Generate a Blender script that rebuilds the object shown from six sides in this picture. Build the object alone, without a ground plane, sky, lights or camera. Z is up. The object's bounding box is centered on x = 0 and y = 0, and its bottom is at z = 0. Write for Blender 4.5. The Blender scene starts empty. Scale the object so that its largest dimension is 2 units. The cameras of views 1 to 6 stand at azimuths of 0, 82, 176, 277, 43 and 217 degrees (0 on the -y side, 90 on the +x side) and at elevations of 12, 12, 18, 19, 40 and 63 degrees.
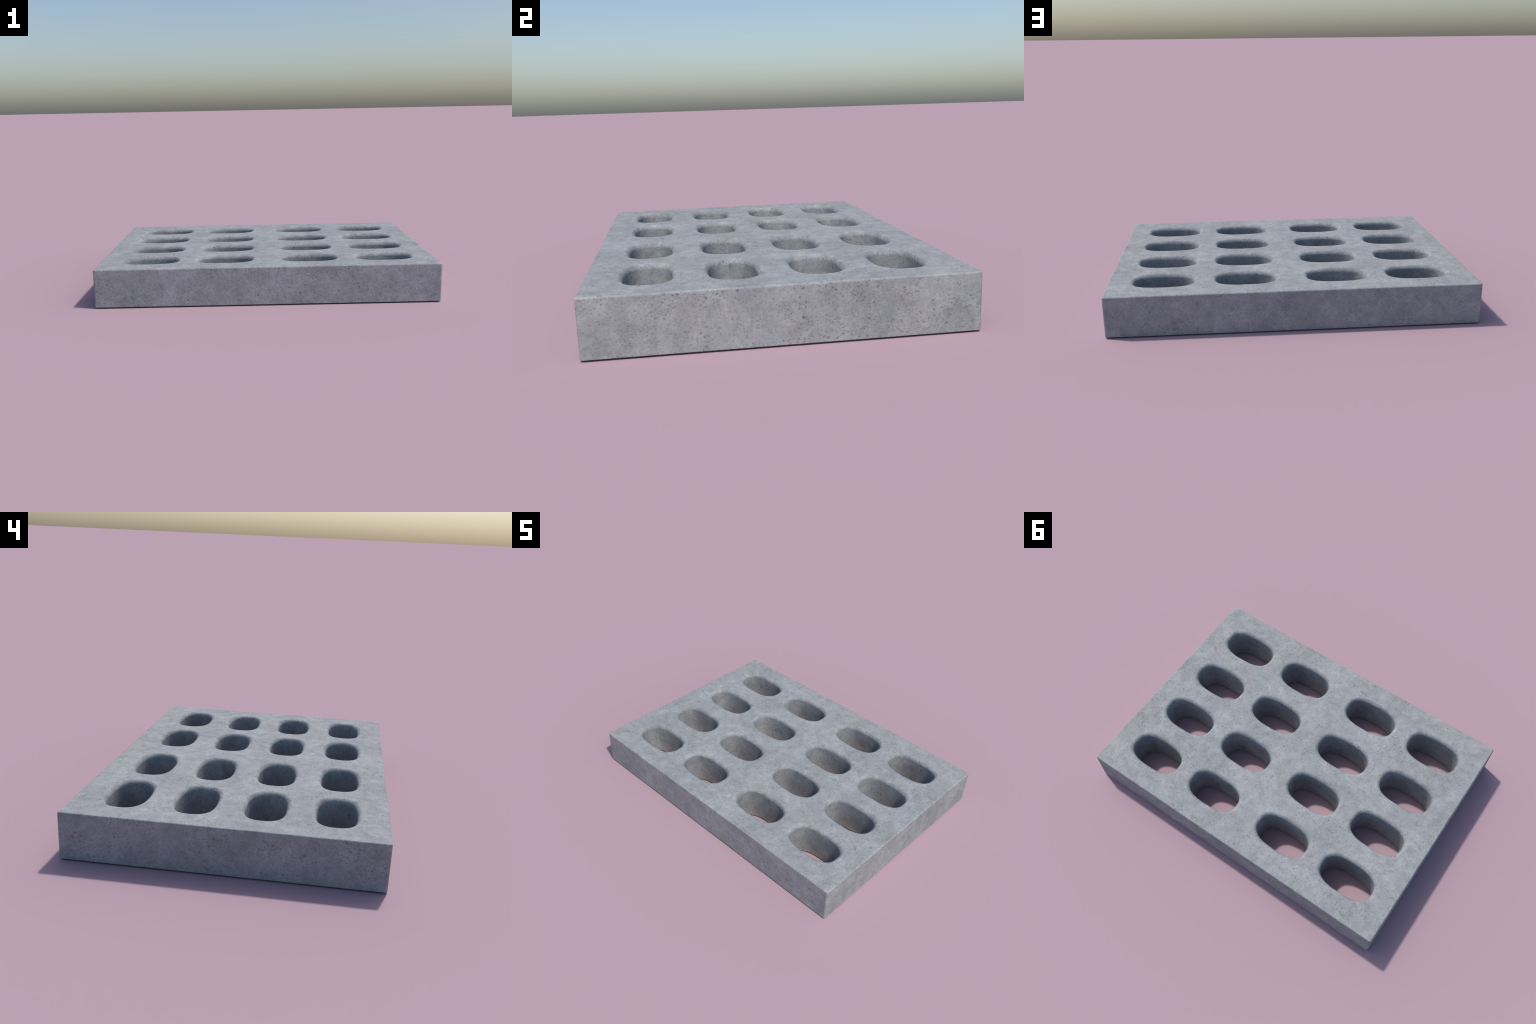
"""Cast-concrete grid slab: a 2.0 x 1.45 m block with 4 x 4 rounded slots cast
right through it.  Built analytically: the block is a rounded
rectangle, the slots are superellipses, every edge a small fillet, so each vertex also gets its exact normal."""
import bpy, bmesh, math
from mathutils import Vector, noise as mnoise

# ------------------------------------------------------------------ sizes
LENGTH, WIDTH, HEIGHT = 2.0, 1.447, 0.227
CORNER_R = 0.011                 # vertical corner rounding of the block
EDGE_TOP, EDGE_UNDERCUT = 0.008, 0.0095
SLOT_X = (-0.700, -0.252, 0.252, 0.700)    # middle rib is wider than the others
SLOT_Y = (-0.488, -0.1625, 0.1625, 0.488)
SLOT_A, SLOT_B, SLOT_POWER = 0.1615, 0.0935, 2.72   # half length, half width, squareness
LIP_TOP, LIP_UNDERCUT = 0.024, 0.012      # rounded lip of the slots
FOOT = 0.0045                    # the walls stop this far above the lowest plane


def rounded_rect(cx, cy, a, b, r, arc_seg, straight_a=1, straight_b=1):
    """Points (x, y) and outward normals of a rounded rectangle, anticlockwise."""
    out = []
    for q, (sx, sy) in enumerate(((1, 1), (-1, 1), (-1, -1), (1, -1))):
        ox, oy = cx + sx * (a - r), cy + sy * (b - r)
        for i in range(arc_seg + 1):
            t = math.pi / 2 * (q + i / arc_seg)
            n = (math.cos(t), math.sin(t))
            out.append(((ox + r * n[0], oy + r * n[1]), n))
        # subdivide the straight run to the next corner
        run = (straight_a, straight_b)[q % 2]
        nq = (q + 1) % 4
        nsx, nsy = ((1, 1), (-1, 1), (-1, -1), (1, -1))[nq]
        t = math.pi / 2 * (q + 1)
        n = (math.cos(t), math.sin(t))
        p0 = out[-1][0]
        p1 = (cx + nsx * (a - r) + r * n[0], cy + nsy * (b - r) + r * n[1])
        if math.dist(p0, p1) > 1e-5:
            for i in range(1, run):
                f = i / run
                out.append(((p0[0] + (p1[0] - p0[0]) * f,
                             p0[1] + (p1[1] - p0[1]) * f), n))
    return out


def superellipse(cx, cy, a, b, power, steps):
    """Points and outward normals of |x/a|^p + |y/b|^p = 1, anticlockwise."""
    out = []
    for i in range(steps):
        t = 2 * math.pi * i / steps
        # radial parametrisation in the squashed plane keeps the points even
        c, s = math.cos(t), math.sin(t)
        k = (abs(c) ** power + abs(s) ** power) ** (-1 / power)
        u, v = k * c, k * s
        nx = math.copysign(abs(u) ** (power - 1), u) / a
        ny = math.copysign(abs(v) ** (power - 1), v) / b
        l = math.hypot(nx, ny)
        out.append(((cx + a * u, cy + b * v), (nx / l, ny / l)))
    return out


def edge_profile(r_top, undercut, seg_top, wall_seg):
    """(offset along the wall normal, z, n_side, n_up): quarter round at the top,
    straight wall, crisp bottom arris, then a shallow underside down to z = 0."""
    prof = []
    for i in range(seg_top + 1):
        t = math.pi / 2 * i / seg_top
        prof.append((r_top * (1 - math.sin(t)), HEIGHT - r_top * (1 - math.cos(t)),
                     math.sin(t), math.cos(t)))
    r = 0.0012
    for i in range(1, wall_seg + 1):
        z0, z1 = HEIGHT - r_top, FOOT + r
        prof.append((0.0, z0 + (z1 - z0) * i / wall_seg, 1.0, 0.0))
    for t in (math.radians(45), math.radians(86)):
        prof.append((r * (1 - math.cos(t)), FOOT + r * (1 - math.sin(t)),
                     math.cos(t), -math.sin(t)))
    prof.append((undercut, 0.0, 0.0, -1.0))
    return prof


bm = bmesh.new()
normals = []


def add_wall(contour, profile, inward):
    """Sweep an edge profile round a contour.  inward=+1: the solid lies inside the
    contour (block outline); -1: the solid lies outside it (slot)."""
    rings = []
    for off, z, ns, nu in profile:
        ring = []
        for (x, y), (nx, ny) in contour:
            ring.append(bm.verts.new((x - inward * off * nx, y - inward * off * ny, z)))
            normals.append((inward * ns * nx, inward * ns * ny, nu))
        rings.append(ring)
    m = len(contour)
    for r0, r1 in zip(rings, rings[1:]):
        for i in range(m):
            j = (i + 1) % m
            quad = (r0[i], r1[i], r1[j], r0[j])
            bm.faces.new(quad if inward > 0 else quad[::-1])
    return rings[0], rings[-1]


outline = rounded_rect(0, 0, LENGTH / 2, WIDTH / 2, CORNER_R, 4, 110, 80)
top_loops, bottom_loops = [], []
t, b = add_wall(outline, edge_profile(EDGE_TOP, EDGE_UNDERCUT, 4, 2), +1)
top_loops.append(t)
bottom_loops.append(b)
lip = edge_profile(LIP_TOP, LIP_UNDERCUT, 9, 3)
for cy in SLOT_Y:
    for cx in SLOT_X:
        slot = superellipse(cx, cy, SLOT_A, SLOT_B, SLOT_POWER, 128)
        t, b = add_wall(slot, lip, -1)
        top_loops.append(t)
        bottom_loops.append(b)

for loops, up in ((top_loops, 1.0), (bottom_loops, -1.0)):
    bm.edges.ensure_lookup_table()
    edges = []
    for ring in loops:
        for v0, v1 in zip(ring, ring[1:] + ring[:1]):
            edges.append(bm.edges.get((v0, v1)))
    res = bmesh.ops.triangle_fill(bm, edges=edges, use_beauty=True,
                                  normal=Vector((0, 0, up)))
    for f in res["geom"]:
        if isinstance(f, bmesh.types.BMFace):
            f.normal_update()
            if f.normal.z * up < 0:
                f.normal_flip()

# casting tolerances: the arrises and slot rims wander by a fraction of a millimetre
for v in bm.verts:
    p = v.co
    if p.z < FOOT * 0.5:
        continue
    d = mnoise.noise_vector(p * 9.0) * 0.0007 + mnoise.noise_vector(p * 38.0) * 0.0005
    edge = abs(p.x) > LENGTH / 2 - 0.02 or abs(p.y) > WIDTH / 2 - 0.02
    k = 1.0 if edge else 0.8
    v.co += Vector((d.x * k, d.y * k, d.z * k * 0.6))
    v.co.x = max(-LENGTH / 2, min(LENGTH / 2, v.co.x))
    v.co.y = max(-WIDTH / 2, min(WIDTH / 2, v.co.y))

mesh = bpy.data.meshes.new("concrete_grid_slab")
bm.to_mesh(mesh)
bm.free()
for p in mesh.polygons:
    p.use_smooth = True
mesh.normals_split_custom_set_from_vertices(normals)

slab = bpy.data.objects.new("concrete_grid_slab", mesh)
bpy.context.scene.collection.objects.link(slab)
slab["label"] = "grey cast concrete slab pierced by sixteen rounded oblong holes"
slab["category"] = "concrete paving grid"

# ------------------------------------------------------------------ material
mat = bpy.data.materials.new("weathered_concrete")
mat.use_nodes = True
nt = mat.node_tree
nt.nodes.clear()


def node(kind, **props):
    n = nt.nodes.new(kind)
    for k, v in props.items():
        setattr(n, k, v)
    return n


def link(src, dst):
    nt.links.new(src, dst)


def feed(sock, val):
    if isinstance(val, (int, float, tuple)):
        sock.default_value = val
    else:
        link(val, sock)


def math_node(op, a, b=0.0, c=None, clamp=False):
    n = node("ShaderNodeMath", operation=op, use_clamp=clamp)
    feed(n.inputs[0], a)
    feed(n.inputs[1], b)
    if c is not None:
        feed(n.inputs[2], c)
    return n.outputs[0]


def smooth(val, lo, hi, to0=0.0, to1=1.0):
    n = node("ShaderNodeMapRange", interpolation_type='SMOOTHSTEP')
    feed(n.inputs["Value"], val)
    for k, v in zip(("From Min", "From Max", "To Min", "To Max"), (lo, hi, to0, to1)):
        n.inputs[k].default_value = v
    return n.outputs["Result"]


def noise(vec, scale, detail=3.0, rough=0.55, distort=0.0):
    n = node("ShaderNodeTexNoise")
    feed(n.inputs["Vector"], vec)
    n.inputs["Scale"].default_value = scale
    n.inputs["Detail"].default_value = detail
    n.inputs["Roughness"].default_value = rough
    n.inputs["Distortion"].default_value = distort
    return n


def shifted(vec, offset, stretch=(1, 1, 1)):
    n = node("ShaderNodeMapping")
    link(vec, n.inputs["Vector"])
    n.inputs["Location"].default_value = offset
    n.inputs["Scale"].default_value = stretch
    return n.outputs["Vector"]


def mix_col(fac, a, b, mode='MIX'):
    n = node("ShaderNodeMix", data_type='RGBA', blend_type=mode)
    feed(n.inputs[0], fac)
    feed(n.inputs[6], a)
    feed(n.inputs[7], b)
    return n.outputs[2]


pos = node("ShaderNodeTexCoord").outputs["Object"]
geo = node("ShaderNodeNewGeometry")
sep_n = node("ShaderNodeSeparateXYZ")
link(geo.outputs["Normal"], sep_n.inputs[0])
sep_p = node("ShaderNodeSeparateXYZ")
link(pos, sep_p.inputs[0])

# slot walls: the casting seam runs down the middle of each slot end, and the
# cloudiness of the cement is different on its two sides
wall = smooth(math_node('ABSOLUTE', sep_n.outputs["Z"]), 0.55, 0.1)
half_cell = math_node('FLOOR', math_node('DIVIDE', math_node('ADD', sep_p.outputs["Y"], 0.002), 0.1627))
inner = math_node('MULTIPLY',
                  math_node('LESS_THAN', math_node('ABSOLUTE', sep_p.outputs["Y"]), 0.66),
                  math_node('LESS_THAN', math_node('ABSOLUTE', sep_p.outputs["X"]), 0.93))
seam_shift = node("ShaderNodeCombineXYZ")
link(math_node('MULTIPLY', half_cell, 3.7), seam_shift.inputs[0])
link(math_node('MULTIPLY', half_cell, 1.9), seam_shift.inputs[1])
wall_pos = node("ShaderNodeVectorMath", operation='ADD')
link(pos, wall_pos.inputs[0])
link(seam_shift.outputs[0], wall_pos.inputs[1])
cloud_top = noise(pos, 4.2, 5.0, 0.62, 0.3).outputs["Fac"]
cloud_wall = noise(wall_pos.outputs[0], 6.0, 4.0, 0.6).outputs["Fac"]
cell_id = node("ShaderNodeCombineXYZ")
link(math_node('FLOOR', math_node('DIVIDE', sep_p.outputs["X"], 0.476)), cell_id.inputs[0])
link(half_cell, cell_id.inputs[1])
rnd_tone = node("ShaderNodeTexWhiteNoise", noise_dimensions='3D')
link(cell_id.outputs[0], rnd_tone.inputs["Vector"])
cloud_wall = math_node('ADD', cloud_wall, math_node('MULTIPLY_ADD', rnd_tone.outputs["Value"], 0.20, -0.10))
m = node("ShaderNodeMix", data_type='FLOAT')
link(math_node('MULTIPLY', wall, inner), m.inputs[0])
link(cloud_top, m.inputs[2])
link(cloud_wall, m.inputs[3])
cloud = m.outputs[0]

mottle = noise(shifted(pos, (3.1, 7.7, 1.3)), 17.0, 6.0, 0.66, 0.2).outputs["Fac"]
grain = noise(shifted(pos, (9.1, 2.2, 5.3)), 85.0, 4.0, 0.65).outputs["Fac"]

tone = math_node('ADD', math_node('MULTIPLY', cloud, 0.45),
                 math_node('ADD', math_node('MULTIPLY', mottle, 0.50),
                           math_node('MULTIPLY', grain, 0.28)))
ramp = node("ShaderNodeValToRGB")
link(tone, ramp.inputs[0])
cr = ramp.color_ramp
cr.elements[0].position, cr.elements[0].color = 0.435, (0.210, 0.219, 0.228, 1)
cr.elements[1].position, cr.elements[1].color = 0.775, (0.376, 0.388, 0.402, 1)
e = cr.elements.new(0.60)
e.color = (0.286, 0.297, 0.309, 1)

# faint warm and cool blooms in the cement
hue = noise(shifted(pos, (5.0, 1.0, 8.0)), 10.0, 4.0, 0.62).outputs["Fac"]
col = mix_col(smooth(hue, 0.52, 0.72, 0.0, 0.8), ramp.outputs[0],
              (1.05, 0.985, 1.0, 1), 'MULTIPLY')
col = mix_col(smooth(hue, 0.48, 0.30, 0.0, 0.8), col, (0.945, 1.0, 0.995, 1), 'MULTIPLY')


def specks(offset, scale, r_lo, r_hi, keep, warp=0.35):
    """Mask of small ragged blow-holes: a random share of the Voronoi cells."""
    p = shifted(pos, offset)
    w = noise(p, scale * 1.3, 3.0, 0.6)
    v = node("ShaderNodeVectorMath", operation='MULTIPLY_ADD')
    link(w.outputs["Color"], v.inputs[0])
    v.inputs[1].default_value = (warp / scale * 2,) * 3
    link(p, v.inputs[2])
    vo = node("ShaderNodeTexVoronoi")
    link(v.outputs[0], vo.inputs["Vector"])
    vo.inputs["Scale"].default_value = scale
    rnd = node("ShaderNodeSeparateColor")
    link(vo.outputs["Color"], rnd.inputs[0])
    size = math_node('MULTIPLY', rnd.outputs[1], 0.16)
    d = math_node('ADD', vo.outputs["Distance"], size)
    body = smooth(d, r_hi, r_lo)
    chosen = math_node('LESS_THAN', rnd.outputs[0], keep)
    strength = math_node('MULTIPLY_ADD', rnd.outputs[2], 0.65, 0.35)
    return math_node('MULTIPLY', math_node('MULTIPLY', body, chosen), strength)


# blow-holes crowd together in some areas and are rare in others
crowd = smooth(noise(shifted(pos, (2.0, 6.0, 4.0)), 6.0, 4.0, 0.6).outputs["Fac"], 0.38, 0.60, 0.38, 1.0)
big = specks((0.3, 0.8, 0.1), 33.0, 0.06, 0.36, 0.26, 0.34)
mid = specks((4.4, 2.8, 1.7), 52.0, 0.08, 0.42, 0.36, 0.36)
fine = specks((7.4, 5.1, 3.9), 95.0, 0.14, 0.48, 0.50, 0.28)
# ragged patches of open, dirt-filled grain
rag = smooth(noise(shifted(pos, (6.2, 0.4, 2.8)), 75.0, 4.0, 0.65).outputs["Fac"], 0.46, 0.33)
rag2 = smooth(noise(shifted(pos, (1.2, 3.4, 9.8)), 30.0, 5.0, 0.7).outputs["Fac"], 0.44, 0.30)
pits = math_node('MAXIMUM', math_node('MULTIPLY', big, 0.85),
                 math_node('MAXIMUM', mid, math_node('MULTIPLY', fine, 0.85)))
pits = math_node('MULTIPLY', pits, crowd)
dirt = math_node('MAXIMUM', math_node('MULTIPLY', rag, 0.24), math_node('MULTIPLY', rag2, 0.42))
pits = math_node('MAXIMUM', pits, dirt)
col = mix_col(math_node('MULTIPLY', pits, 0.90), col, (0.090, 0.099, 0.099, 1))
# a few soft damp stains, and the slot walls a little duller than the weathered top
stain = specks((8.8, 3.3, 0.7), 13.0, 0.05, 0.36, 0.14, 0.5)
col = mix_col(math_node('MULTIPLY', stain, 0.25), col, (0.70, 0.715, 0.73, 1), 'MULTIPLY')
col = mix_col(math_node('MULTIPLY', stain, 0.12), col, (0.16, 0.168, 0.178, 1))
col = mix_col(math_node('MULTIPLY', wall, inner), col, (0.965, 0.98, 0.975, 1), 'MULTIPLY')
# slot lips darkened in patches to mute the bright sun band on the fillet
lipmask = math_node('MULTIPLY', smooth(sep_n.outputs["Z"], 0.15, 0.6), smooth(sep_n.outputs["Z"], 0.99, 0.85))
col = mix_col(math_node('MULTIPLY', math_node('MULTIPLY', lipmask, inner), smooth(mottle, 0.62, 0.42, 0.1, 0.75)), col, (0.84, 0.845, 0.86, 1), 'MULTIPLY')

# pale lime spots and worn, paler edges
lime = specks((1.4, 9.1, 6.9), 75.0, 0.12, 0.46, 0.16, 0.6)
col = mix_col(math_node('MULTIPLY', lime, 0.30), col, (0.52, 0.56, 0.57, 1))

bsdf = node("ShaderNodeBsdfPrincipled")
link(col, bsdf.inputs["Base Color"])
bsdf.inputs["Roughness"].default_value = 0.85
bsdf.inputs["Specular IOR Level"].default_value = 0.3

height = math_node('SUBTRACT', math_node('MULTIPLY', grain, 0.25),
                   math_node('MULTIPLY', pits, 0.9))
height = math_node('ADD', height, math_node('MULTIPLY', mottle, 0.7))
height = math_node('ADD', height, math_node('MULTIPLY', cloud_top, 1.5))
bump = node("ShaderNodeBump")
bump.inputs["Strength"].default_value = 0.35
bump.inputs["Distance"].default_value = 0.006
link(height, bump.inputs["Height"])
link(bump.outputs["Normal"], bsdf.inputs["Normal"])
out = node("ShaderNodeOutputMaterial")
link(bsdf.outputs[0], out.inputs["Surface"])
mesh.materials.append(mat)
